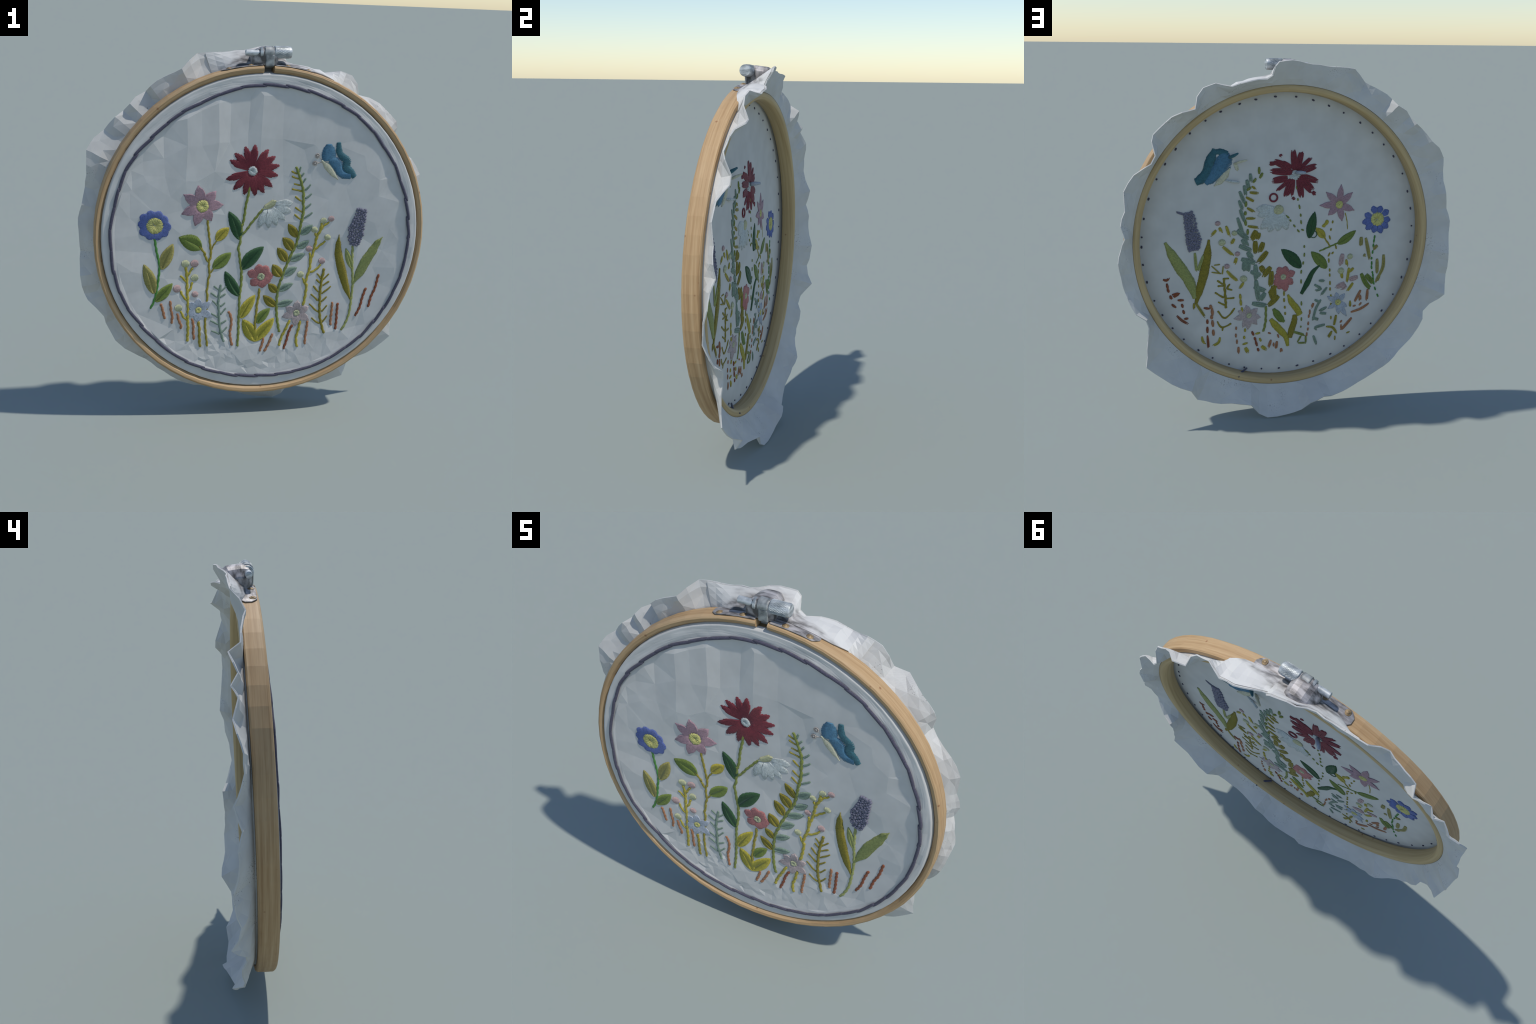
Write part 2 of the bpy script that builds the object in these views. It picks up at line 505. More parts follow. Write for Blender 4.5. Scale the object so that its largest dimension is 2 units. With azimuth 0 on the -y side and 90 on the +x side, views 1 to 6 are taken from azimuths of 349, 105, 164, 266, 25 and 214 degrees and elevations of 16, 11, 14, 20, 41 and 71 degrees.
def bunch_material():
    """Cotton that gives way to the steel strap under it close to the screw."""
    m, nt, bsdf = new_material('cotton_over_strap')
    L = nt.links.new
    tc = node(nt, 'ShaderNodeTexCoord')
    sep = node(nt, 'ShaderNodeSeparateXYZ'); L(tc.outputs['Object'], sep.inputs[0])
    mp = node(nt, 'ShaderNodeMapping'); mp.inputs['Scale'].default_value = (12, 40, 26)
    L(tc.outputs['Object'], mp.inputs['Vector'])
    n = node(nt, 'ShaderNodeTexNoise', Scale=1.0, Detail=3.0); L(mp.outputs[0], n.inputs['Vector'])
    steel = ramp(nt, [(0.36, (0.07, 0.065, 0.062)), (0.66, (0.50, 0.48, 0.47))])
    L(n.outputs['Fac'], steel.inputs['Fac'])
    ax = node(nt, 'ShaderNodeMath', operation='ABSOLUTE'); L(sep.outputs['X'], ax.inputs[0])
    kx = node(nt, 'ShaderNodeMath', operation='MULTIPLY'); kx.inputs[1].default_value = 0.32
    L(ax.outputs[0], kx.inputs[0])
    add = node(nt, 'ShaderNodeMath', operation='ADD'); L(sep.outputs['Y'], add.inputs[0]); L(kx.outputs[0], add.inputs[1])
    wob = node(nt, 'ShaderNodeMath', operation='MULTIPLY_ADD'); wob.inputs[1].default_value = 0.06
    L(n.outputs['Fac'], wob.inputs[0]); L(add.outputs[0], wob.inputs[2])
    mask = node(nt, 'ShaderNodeMapRange', interpolation_type='SMOOTHSTEP')
    mask.inputs['From Min'].default_value = 0.055; mask.inputs['From Max'].default_value = 0.125
    L(wob.outputs[0], mask.inputs['Value'])
    mx = node(nt, 'ShaderNodeMix', data_type='RGBA')
    L(mask.outputs[0], mx.inputs['Factor']); L(steel.outputs['Color'], mx.inputs['A'])
    mx.inputs['B'].default_value = (*COTTON, 1)
    L(mx.outputs['Result'], bsdf.inputs['Base Color'])
    bsdf.inputs['Roughness'].default_value = 0.7
    return m


bunch = add_object('bunched_cloth', gv, gf, bunch_material(), ruffle, False, (0.02, 0.0, 1.92))
mod = bunch.modifiers.new('cloth_thickness', 'SOLIDIFY')
mod.thickness = 0.005
mod.offset = 0


# --------------------------------------------------------------- thread helpers
class Threads:
    """Collects round strands laid on the cloth into one mesh."""

    def __init__(self):
        self.v, self.f = [], []

    def strand(self, pts, rad, lift, sides=5, dome=0.0, taper=0.55, flat=0.7):
        """pts: (x, z) in metres; rad: thread radius (or list); lift above cloth."""
        n = len(pts)
        start = len(self.v)
        for i, (x, z) in enumerate(pts):
            x0, z0 = pts[max(0, i - 1)]
            x1, z1 = pts[min(n - 1, i + 1)]
            dx, dz = x1 - x0, z1 - z0
            l = hypot(dx, dz) or 1
            nx, nz = -dz / l, dx / l
            t = i / (n - 1)
            rr = rad[i] if isinstance(rad, (list, tuple)) else rad
            if i in (0, n - 1):
                rr *= taper
            up = surface(x, z) + SIDE * (lift + dome * sin(pi * t))
            for s in range(sides):
                b = 2 * pi * s / sides
                self.v.append((x + nx * rr * cos(b), up + SIDE * rr * flat * sin(b), z + nz * rr * cos(b)))
        for i in range(n - 1):
            for s in range(sides):
                q = (s + 1) % sides
                p = start + i * sides
                self.f.append((p + s, p + q, p + sides + q, p + sides + s))
        self.f.append(tuple(start + s for s in range(sides)))
        self.f.append(tuple(start + (n - 1) * sides + s for s in range(sides)))

    def knot(self, x, z, r, lift):
        start = len(self.v)
        up = surface(x, z) + SIDE * lift
        for lat in (-0.6, 0.35, 0.85):
            c = sqrt(1 - lat * lat)
            for s in range(7):
                b = 2 * pi * s / 7
                self.v.append((x + r * c * cos(b), up + SIDE * r * 0.75 * lat, z + r * c * sin(b)))
        for k in range(2):
            for s in range(7):
                q = (s + 1) % 7
                p = start + k * 7
                self.f.append((p + s, p + q, p + 7 + q, p + 7 + s))
        self.f.append(tuple(start + 14 + s for s in range(7)))

    def build(self, name, colour, at, parent=None, kind=None):
        y = surface(*at)
        return add_object(name, self.v, self.f, thread(colour), parent, True, (at[0], y, at[1]), kind)


def mm(p):
    return p[0] / 1000.0, p[1] / 1000.0


def smooth_path(pts, step):
    """Catmull-Rom through control points, resampled at an even step."""
    P = [pts[0]] + list(pts) + [pts[-1]]
    dense = []
    for i in range(1, len(P) - 2):
        p0, p1, p2, p3 = P[i - 1], P[i], P[i + 1], P[i + 2]
        for s in range(12):
            t = s / 12
            dense.append(tuple(0.5 * (2 * b + (c - a) * t + (2 * a - 5 * b + 4 * c - d) * t * t
                                      + (3 * b - a - 3 * c + d) * t ** 3)
                               for a, b, c, d in zip(p0, p1, p2, p3)))
    dense.append(pts[-1])
    out, acc = [dense[0]], 0.0
    for a, b in zip(dense, dense[1:]):
        d = hypot(b[0] - a[0], b[1] - a[1])
        while acc + d >= step and d > 0:
            t = (step - acc) / d
            a = (a[0] + (b[0] - a[0]) * t, a[1] + (b[1] - a[1]) * t)
            out.append(a)
            d = hypot(b[0] - a[0], b[1] - a[1]); acc = 0.0
        acc += d
    if hypot(out[-1][0] - dense[-1][0], out[-1][1] - dense[-1][1]) > step * 0.3:
        out.append(dense[-1])
    return out


def stem(pts, colour, width, parent=None, name='flower_stem', stitch=0.034):
    """Stem stitch: a cord that swells in the middle of every stitch."""
    path = smooth_path([mm(p) for p in pts], 0.0045)
    if len(path) < 3:
        path = [mm(pts[0]), mm(pts[-1])]
    T = Threads()
    w = width / 2000.0 * (1.4 if name == 'flower_stem' else 1.1)
    ph = rng.random() * 6
    rad, line = [], []
    for i, (x, z) in enumerate(path):
        s = i * 0.0045 / stitch * 2 * pi + ph
        rad.append(w * (1 + 0.13 * sin(s) + rng.uniform(-.05, .05)))
        x0, z0 = path[max(0, i - 1)]; x1, z1 = path[min(len(path) - 1, i + 1)]
        l = hypot(x1 - x0, z1 - z0) or 1
        o = w * 0.16 * cos(s)
        line.append((x - (z1 - z0) / l * o, z + (x1 - x0) / l * o))
    T.strand(line, rad, w * 0.15, sides=7, flat=0.55)
    return T.build(name, colour, mm(pts[0]), parent)


def grass(pts, colour):
    return stem(pts, colour, 13, None, 'grass_stitch', 0.028)


def leaf(base, tip, width, colour, parent=None):
    """Fishbone-stitched leaf: strands run from the midrib out to the edge."""
    b, t = mm(base), mm(tip)
    L = hypot(t[0] - b[0], t[1] - b[1])
    ux, uz = (t[0] - b[0]) / L, (t[1] - b[1]) / L
    nx, nz = -uz, ux
    W = width / 2000.0
    bow = rng.uniform(-.05, .05)

    def outline(s):
        return W * (sin(pi * s ** 0.86)) ** 0.72 if 0 < s < 1 else 0.0

    def at(s, o):
        k = bow * L * sin(pi * s)
        return (b[0] + ux * s * L + nx * (o + k), b[1] + uz * s * L + nz * (o + k))
    T = Threads()
    step = 0.0043 / L
    for sgn in (-1, 1):
        s = -0.26
        while s < 0.74:
            s0 = max(0.0, s)                              # on the midrib
            s1 = min(0.995, s + 0.30 + 0.02 * rng.random())   # on the edge, nearer the tip
            e = outline(s1) * (1 + rng.uniform(-.03, .03))
            p, q = at(s0, 0), at(s1, sgn * e)
            if e > 0.001 or s1 > 0.9:
                mid = [(p[0] + (q[0] - p[0]) * k, p[1] + (q[1] - p[1]) * k) for k in (0, .33, .67, 1)]
                T.strand(mid, 0.0040, 0.0006, dome=0.0016)
            s += step
    # long centre stitch at the tip
    for o in (-.0022, .0022, 0):
        T.strand([at(0.60, o), at(0.80, o), at(1.0, 0)], 0.0036, 0.0014)
    return T.build('leaf', colour, b, parent)


def petal(base, tip, width, colour, parent, pointed, name='petal'):
    """Satin-stitched petal: strands lie along the petal, side by side."""
    L = hypot(tip[0] - base[0], tip[1] - base[1])
    ux, uz = (tip[0] - base[0]) / L, (tip[1] - base[1]) / L
    nx, nz = -uz, ux
    W = width / 2
    T = Threads()
    n = max(3, int(width / 0.0052))
    for i in range(n):
        o = (2 * (i + 0.5) / n - 1)
        reach = (1 - 0.15 * o * o) if pointed else (1 - 0.36 * abs(o) ** 2.3)
        reach *= 1 + rng.uniform(-.03, .02)
        line = []
        for k in range(6):
            s = k / 5 * reach
            belly = max(0.04, sin(pi * (0.20 + 0.79 * k / 5))) ** 0.6 if pointed else (0.42 + 0.58 * smooth01(s * 1.5)) * (1 - 0.22 * smooth01((s - .75) / .25))
            off = o * W * belly
            line.append((base[0] + ux * s * L + nx * off, base[1] + uz * s * L + nz * off))
        T.strand(line, 0.0040, 0.0008, dome=0.0018)
    return T.build(name, colour, base, parent)


def flower(centre, tips, width, colour, heart, heart_radius, pointed=False):
    c = mm(centre)
    hr = heart_radius / 1000.0
    # heart: short strands radiating from the middle
    T = Threads()
    n = max(14, int(2 * pi * hr / 0.0050))
    for i in range(n):
        a = 2 * pi * i / n + rng.uniform(-.06, .06)
        r1 = hr * rng.uniform(0.90, 1.08)
        r0 = hr * rng.choice((0.08, 0.25, 0.45))
        T.strand([(c[0] + cos(a) * r, c[1] + sin(a) * r) for r in (r0, (r0 + r1) / 2, r1)], 0.0042, 0.0016, dome=0.0018)
    h = T.build('flower_heart', heart, c)
    for t in tips:
        p = mm(t)
        d = hypot(p[0] - c[0], p[1] - c[1])
        k = max(0.0, hr * 0.80) / d
        petal((c[0] + (p[0] - c[0]) * k, c[1] + (p[1] - c[1]) * k), p, width / 1000.0, colour, h, pointed)
    return h


def fan(colour, pairs, width, parent=None):
    """Petals given as base, tip, base, tip ..."""
    first = parent
    for b, t in zip(pairs[::2], pairs[1::2]):
        o = petal(mm(b), mm(t), width / 1000.0, colour, first, False)
        first = first or o


def patch(spine, widths, colour, parent=None):
    """Satin stitch across a spine of varying width."""
    n = len(spine)
    ctrl = [mm(p) for p in spine]
    path = smooth_path(ctrl, 0.0046)
    # width by arc length
    acc = [0.0]
    for a, b in zip(ctrl, ctrl[1:]):
        acc.append(acc[-1] + hypot(b[0] - a[0], b[1] - a[1]))

    def width_at(d):
        for i in range(n - 1):
            if d <= acc[i + 1]:
                t = (d - acc[i]) / (acc[i + 1] - acc[i])
                return (widths[i] + (widths[i + 1] - widths[i]) * smooth01(t)) / 2000.0
        return widths[-1] / 2000.0
    T = Threads()
    for i, (x, z) in enumerate(path):
        x0, z0 = path[max(0, i - 2)]; x1, z1 = path[min(len(path) - 1, i + 2)]
        l = hypot(x1 - x0, z1 - z0) or 1
        nx, nz = -(z1 - z0) / l, (x1 - x0) / l
        w = width_at(acc[-1] * i / max(1, len(path) - 1)) * (1 + rng.uniform(-.05, .05))
        T.strand([(x + nx * w * k, z + nz * w * k) for k in (-1, -.4, .4, 1)], 0.0040, 0.0008, dome=0.0024)
    name = {'teal': 'butterfly_wing', 'wing_blue': 'butterfly_wing', 'cream': 'butterfly_body',
            'calyx': 'calyx'}.get(colour, 'leaf')
    return T.build(name, colour, ctrl[0], parent)


def bars(colour, width, parent, *strokes):
    """Straight leaflet stitches of a fern."""
    for pts in strokes:
        stem(pts, colour, width + 1, parent, 'fern_leaflet', 0.06)


def bud(centre, radius, colour):
    """Little satin-stitched ball."""
    c, r = mm(centre), radius / 1000.0
    T = Threads()
    n = max(4, int(2 * r / 0.0052))
    tw = rng.uniform(-.4, .4)
    for i in range(n):
        o = (2 * (i + .5) / n - 1) * r * .93
        h = sqrt(max(0, r * r - o * o))
        T.strand([(c[0] + o * cos(tw) - k * h * sin(tw), c[1] + o * sin(tw) + k * h * cos(tw))
                  for k in (-1, -.4, .4, 1)], 0.0042, 0.0010, dome=0.003)
    return T.build('flower_bud', colour, c)


def knots(spine, widths, size, colour, count):
    """French knots crowded along a spine."""
    ctrl = [mm(p) for p in spine]
    T = Threads()
    done = []
    tries = 0
    while len(done) < count and tries < 6000:
        tries += 1
        i = rng.randrange(len(ctrl) - 1)
        t = rng.random()
        a, b = ctrl[i], ctrl[i + 1]
        w = (widths[i] + (widths[i + 1] - widths[i]) * t) / 2000.0 * rng.uniform(-1, 1)
        l = hypot(b[0] - a[0], b[1] - a[1])
        x = a[0] + (b[0] - a[0]) * t - (b[1] - a[1]) / l * w
        z = a[1] + (b[1] - a[1]) * t + (b[0] - a[0]) / l * w
        if any(hypot(x - p[0], z - p[1]) < size / 1000 * 1.25 for p in done):
            continue
        done.append((x, z))
        T.knot(x, z, size / 1000 * rng.uniform(.9, 1.25), 0.003)
    return T.build('lavender_head', colour, ctrl[0], None, 'stuff')


def ring(centre, radius, colour, parent=None):
    c, r = mm(centre), radius / 1000.0
    T = Threads()
    w = 0.0055 if colour == 'red' else 0.0026
    T.strand([(c[0] + r * cos(a * pi / 9), c[1] + r * sin(a * pi / 9)) for a in range(19)], w, 0.003, taper=1)
    if colour == 'antenna':
        T.knot(c[0], c[1], r * 0.75, 0.0)
    return T.build('thread_loop', colour, c, parent)


def dashes(colour, *strokes, width=8):
    """Loose stitches: each is a bundle of strands as wide as given."""
    width *= 1.3
    for pts in strokes:
        path = smooth_path([mm(p) for p in pts], 0.010)
        if len(path) < 2:
            path = [mm(pts[0]), mm(pts[-1])]
        T = Threads()
        n = max(1, int(round(width / 4.6)))
        for k in range(n):
            o = ((k + .5) / n - .5) * width / 1000.0 + rng.uniform(-.0012, .0012)
            skew = rng.uniform(-.35, .35)
            line = []
            for i, (x, z) in enumerate(path):
                x0, z0 = path[max(0, i - 1)]; x1, z1 = path[min(len(path) - 1, i + 1)]
                l = hypot(x1 - x0, z1 - z0) or 1
                oo = o * (1 - .35 * abs(2 * i / (len(path) - 1) - 1) ** 2) + skew * .006 * (i / (len(path) - 1) - .5)
                line.append((x - (z1 - z0) / l * oo, z + (x1 - x0) / l * oo))
            e = rng.uniform(-.012, .008)                    # ragged ends
            (x0, z0), (x1, z1) = line[-2], line[-1]
            l = hypot(x1 - x0, z1 - z0) or 1
            line[-1] = (x1 + (x1 - x0) / l * e, z1 + (z1 - z0) / l * e)
            T.strand(line, width / 1000.0 / n * 0.60, 0.0010, dome=0.002)
        T.build('stitch', colour, mm(pts[0]))


def dots(colour, pts, size):
    """Running stitch as seen from behind: short dashes along the stem."""
    size *= 1.3
    T = Threads()
    P = [mm(p) for p in pts]
    for i, (x, z) in enumerate(P):
        a, b = P[max(0, i - 1)], P[min(len(P) - 1, i + 1)]
        l = hypot(b[0] - a[0], b[1] - a[1]) or 1
        ux, uz = (b[0] - a[0]) / l, (b[1] - a[1]) / l
        if l > 0.2:
            ux, uz = 0, 1
        h = size / 1000.0 * rng.uniform(.6, 1.1)
        T.strand([(x - ux * h, z - uz * h), (x, z), (x + ux * h, z + uz * h)], size / 2000.0, 0.0012, taper=.6)
    T.build('running_stitch', colour, P[0])


# ---- blue daisy with bright green stem -------------------------------------
blue = flower((-559, 1078), [(-589, 1158), (-535, 1156), (-493, 1121), (-474, 1069), (-492, 1026), (-539, 1000), (-595, 1004), (-637, 1035), (-647, 1089), (-634, 1134)], 51, 'blue', 'yellow', 47)
s = stem([(-560, 1010), (-549, 939), (-534, 861), (-540, 784), (-550, 712), (-564, 662), (-581, 627)], 'bright_green', 9)
leaf((-524, 844), (-464, 980), 62, 'light_olive', s)
leaf((-561, 712), (-615, 872), 62, 'light_olive', s)
leaf((-553, 667), (-465, 764), 56, 'leaf_green', s)
# ---- mauve lily with olive stem --------------------------------------------
flower((-313, 1180), [(-338, 1291), (-413, 1243), (-423, 1139), (-352, 1075), (-263, 1100), (-203, 1185), (-242, 1257)], 53, 'mauve', 'yellow', 33, pointed=True)
s = stem([(-286, 1108), (-280, 1059), (-262, 921), (-270, 879), (-270, 837), (-266, 806), (-274, 771), (-274, 746), (-280, 711), (-275, 682), (-279, 650), (-278, 608), (-284, 565), (-285, 518), (-281, 475), (-271, 399)], 'olive', 9)
stem([(-325, 965), (-294, 920), (-296, 915), (-275, 872)], 'olive', 9, s)
stem([(-243, 844), (-260, 812)], 'olive', 6, s)
stem([(-231, 992), (-251, 961), (-265, 924)], 'olive', 6, s)
leaf((-314, 951), (-434, 1016), 83, 'leaf_green', s)
leaf((-247, 840), (-153, 922), 64, 'leaf_green', s)
leaf((-234, 992), (-168, 1060), 56, 'yellow_olive', s)
# ---- bud sprig on the left -------------------------------------------------
s = stem([(-395, 851), (-389, 806), (-387, 771), (-385, 718), (-382, 668), (-380, 622), (-381, 558), (-378, 504), (-381, 433)], 'yellow_olive', 11)
stem([(-356, 847), (-372, 823), (-386, 795)], 'yellow_olive', 9, s)
stem([(-423, 805), (-399, 778), (-389, 764)], 'yellow_olive', 9, s)
stem([(-358, 766), (-366, 735), (-376, 714)], 'yellow_olive', 9, s)
stem([(-422, 721), (-405, 687), (-384, 665)], 'yellow_olive', 9, s)
stem([(-419, 609), (-403, 573), (-382, 555)], 'yellow_olive', 9, s)
bud((-397, 869), 21, 'pale_yellow')
bud((-348, 869), 21, 'bud_pink')
bud((-346, 789), 20, 'pale_yellow')
bud((-440, 734), 21, 'bud_pink')
bud((-343, 699), 17, 'bud_pink')
bud((-431, 626), 20, 'pale_yellow')
# ---- pale blue star flower -------------------------------------------------
flower((-323, 609), [(-326, 679), (-385, 656), (-395, 585), (-329, 540), (-245, 567), (-251, 657)], 42, 'pale_blue', 'yellow', 17, pointed=True)
stem([(-324, 545), (-316, 502), (-316, 466), (-311, 397)], 'olive', 11)
# ---- rust and brown grass stitches -----------------------------------------
grass([(-525, 654), (-514, 613), (-504, 567)], 'rust')
grass([(-476, 668), (-470, 612), (-463, 579), (-468, 539)], 'rust')
grass([(-436, 596), (-429, 557), (-417, 531), (-416, 506)], 'rust')
grass([(-357, 564), (-349, 521), (-349, 478), (-343, 442)], 'rust')
grass([(-158, 596), (-143, 556), (-142, 513), (-148, 469), (-136, 400)], 'rust')
grass([(40, 438), (32, 399), (19, 360)], 'rust')
grass([(89, 461), (72, 411), (46, 357)], 'rust')
grass([(199, 509), (180, 463), (169, 414), (154, 368)], 'brown')
grass([(284, 529), (280, 477), (275, 437), (274, 392)], 'rust')
grass([(419, 635), (418, 589), (416, 539), (416, 498)], 'rust')
grass([(450, 629), (448, 572), (448, 522), (444, 474)], 'brown')
grass([(672, 792), (657, 713), (637, 661), (624, 602)], 'brown')
grass([(605, 714), (588, 656), (577, 603), (553, 550)], 'brown')
# ---- small grey-green fern -------------------------------------------------
s = stem([(-203, 747), (-212, 694), (-215, 641), (-212, 605), (-209, 551), (-203, 497), (-195, 464), (-182, 424)], 'grey_green', 10)
bars('grey_green', 8, s, [(-241, 741), (-213, 716)], [(-258, 703), (-222, 677)], [(-248, 660), (-218, 627)], [(-255, 589), (-215, 562)], [(-258, 546), (-209, 522)], [(-250, 488), (-204, 468)], [(-172, 736), (-206, 708)], [(-176, 695), (-209, 673)], [(-177, 645), (-207, 623)], [(-172, 615), (-203, 580)], [(-169, 546), (-202, 526)], [(-163, 508), (-197, 475)])
# ---- tall red daisy with dark leaves ---------------------------------------
flower((-53, 1363), [(-97, 1490), (-45, 1502), (26, 1479), (66, 1441), (88, 1392), (84, 1338), (55, 1277), (11, 1244), (-36, 1229), (-96, 1237), (-154, 1264), (-192, 1319), (-176, 1419), (-151, 1457)], 38, 'red', 'white', 25)
s = stem([(-67, 1293), (-71, 1238), (-83, 1177), (-87, 1130), (-95, 1075), (-98, 1078), (-102, 1045), (-104, 1012), (-107, 968), (-115, 951), (-108, 912), (-102, 864), (-94, 821), (-94, 765), (-91, 796), (-94, 732), (-99, 694), (-101, 649), (-100, 604), (-102, 555), (-101, 506), (-102, 457), (-106, 395)], 'stem_green', 10)
leaf((-109, 995), (-172, 1148), 62, 'dark_green', s)
leaf((-92, 830), (22, 953), 72, 'dark_green', s)
leaf((-102, 681), (-182, 819), 60, 'dark_green', s)
leaf((-91, 555), (-14, 682), 60, 'yellow_leaf', s)
# ---- drooping white flower -------------------------------------------------
stem([(-99, 1017), (-72, 1048), (-49, 1083), (-25, 1113), (-2, 1144), (12, 1160)], 'stem_green', 9, s)
fan('white', [(26, 1156), (-9, 1058), (46, 1156), (42, 1054), (55, 1157), (88, 1070), (61, 1163), (132, 1100), (79, 1169), (165, 1144), (72, 1188), (172, 1191)], 38)
patch([(13, 1159), (27, 1170), (51, 1182), (66, 1194), (78, 1200)], [6, 27, 36, 33, 9], 'calyx')
# ---- coral flower ----------------------------------------------------------
flower((14, 787), [(-5, 856), (46, 848), (80, 792), (65, 755), (26, 723), (-40, 738), (-61, 812)], 50, 'coral', 'pale_yellow', 21)
s = stem([(7, 720), (6, 672), (-2, 626), (-4, 584), (-9, 535), (-9, 476)], 'olive', 10)
leaf((1, 524), (70, 605), 51, 'leaf_green', s)
leaf((-3, 420), (-78, 546), 72, 'yellow_leaf', s)
leaf((-9, 421), (94, 550), 63, 'yellow_leaf', s)
# ---- tall fern with two-coloured leaves ------------------------------------
s = stem([(179, 1386), (199, 1335), (213, 1295), (225, 1248), (227, 1186), (230, 1155), (223, 1099), (218, 1078), (214, 1036), (205, 985), (196, 952), (175, 907), (158, 861), (142, 822), (127, 773), (120, 759), (112, 717), (107, 678), (106, 630), (107, 591), (112, 541), (126, 468)], 'stem_green', 11)
bars('olive', 8, s, [(155, 1362), (185, 1347)], [(158, 1335), (196, 1319)], [(171, 1295), (206, 1284)], [(162, 1267), (219, 1252)], [(181, 1225), (218, 1200)], [(184, 1168), (224, 1140)], [(181, 1129), (220, 1099)])
bars('grey_green', 9, s, [(205, 1387), (196, 1359)], [(224, 1355), (208, 1335)], [(236, 1325), (219, 1301)], [(263, 1292), (234, 1258)], [(271, 1242), (236, 1214)], [(270, 1189), (236, 1161)], [(279, 1142), (235, 1108)])
leaf((203, 1005), (151, 1078), 46, 'fern_olive', s)
leaf((183, 932), (125, 1002), 54, 'fern_olive', s)
leaf((150, 870), (99, 946), 51, 'fern_olive', s)
leaf((124, 788), (75, 854), 54, 'fern_olive', s)
leaf((103, 698), (57, 746), 44, 'fern_olive', s)
leaf((101, 617), (31, 679), 47, 'fern_olive', s)
leaf((222, 1020), (283, 1073), 43, 'grey_green', s)
leaf((207, 944), (270, 985), 38, 'grey_green', s)
leaf((173, 875), (253, 911), 40, 'grey_green', s)
leaf((142, 792), (210, 835), 43, 'grey_green', s)
leaf((117, 706), (192, 746), 38, 'grey_green', s)
leaf((111, 621), (196, 647), 39, 'grey_green', s)
# ---- bud sprig on the right ------------------------------------------------
s = stem([(333, 1085), (329, 1046), (312, 1007), (305, 962), (299, 922), (285, 871), (281, 828), (269, 785), (260, 742), (268, 736), (266, 707), (262, 665), (254, 619)], 'yellow_olive', 11)
stem([(375, 1088), (345, 1066), (329, 1041)], 'yellow_olive', 9, s)
stem([(299, 1027), (309, 1007)], 'yellow_olive', 9, s)
stem([(361, 981), (331, 956), (307, 933)], 'yellow_olive', 9, s)
stem([(279, 916), (281, 885), (280, 848)], 'yellow_olive', 9, s)
stem([(343, 850), (316, 822), (285, 805)], 'yellow_olive', 9, s)
stem([(244, 777), (257, 745)], 'yellow_olive', 9, s)
bud((342, 1095), 17, 'pale_yellow')
bud((384, 1106), 16, 'bud_pink')
bud((295, 1046), 17, 'pale_yellow')
bud((370, 1002), 17, 'pale_yellow')
bud((273, 938), 17, 'bud_pink')
bud((347, 870), 18, 'bud_pink')
bud((231, 796), 18, 'pale_yellow')
# ---- low pink lily ---------------------------------------------------------
stem([(183, 536), (160, 480), (142, 441), (126, 389)], 'yellow_olive', 11)
stem([(242, 531), (234, 478), (223, 429), (229, 379)], 'yellow_olive', 11)
flower((219, 576), [(222, 649), (158, 610), (139, 554), (214, 500), (292, 534), (287, 612)], 42, 'low_pink', 'pale_yellow', 18, pointed=True)
# ---- olive fern ------------------------------------------------------------
s = stem([(363, 827), (351, 754), (346, 689), (347, 637), (350, 574), (359, 524), (379, 454)], 'fern_olive', 11)
bars('fern_olive', 8, s, [(323, 800), (350, 767)], [(321, 766), (348, 741)], [(305, 729), (338, 693)], [(295, 684), (337, 643)], [(288, 628), (317, 598), (344, 577)], [(306, 547), (330, 522), (357, 511)], [(392, 796), (357, 764)], [(395, 754), (359, 731)], [(406, 726), (355, 682)], [(386, 667), (354, 636)], [(391, 616), (360, 580)], [(395, 555), (366, 514)])
# ---- lavender --------------------------------------------------------------
s = stem([(514, 953), (518, 843), (527, 750), (526, 663), (517, 563), (495, 498), (476, 469)], 'lavender_leaf', 10)
leaf((518, 826), (478, 939), 33, 'lavender_leaf', s)
patch([(530, 742), (569, 814), (594, 871), (626, 923), (651, 969), (676, 1002)], [16, 54, 58, 51, 35, 4], 'lavender_leaf', s)
patch([(519, 651), (491, 722), (463, 809), (440, 896), (434, 953), (434, 1015)], [11, 38, 48, 44, 33, 4], 'fern_olive', s)
knots([(549, 1159), (541, 1106), (527, 1055), (525, 1010), (525, 958)], [48, 59, 80, 83, 43], 8, 'lavender', 130)
# ---- butterfly -------------------------------------------------------------
w = patch([(399, 1514), (405, 1464), (429, 1437), (451, 1422), (445, 1385), (472, 1360), (494, 1336)], [24, 35, 38, 39, 48, 42, 30], 'teal')
patch([(347, 1504), (348, 1482), (349, 1457), (349, 1421)], [33, 63, 75, 72], 'wing_blue', w)
patch([(361, 1424), (394, 1403), (408, 1372), (432, 1345), (472, 1342)], [45, 63, 45, 41, 38], 'wing_blue', w)
patch([(315, 1419), (348, 1386), (378, 1351), (407, 1321)], [12, 36, 29, 5], 'cream', w)
stem([(315, 1424), (301, 1434)], 'antenna', 4, w)
stem([(317, 1412), (288, 1406)], 'antenna', 4, w)
ring((288, 1445), 11, 'antenna', w)
ring((277, 1405), 11, 'antenna', w)
# ==== REVERSE SIDE ==========================================================
SIDE = 1
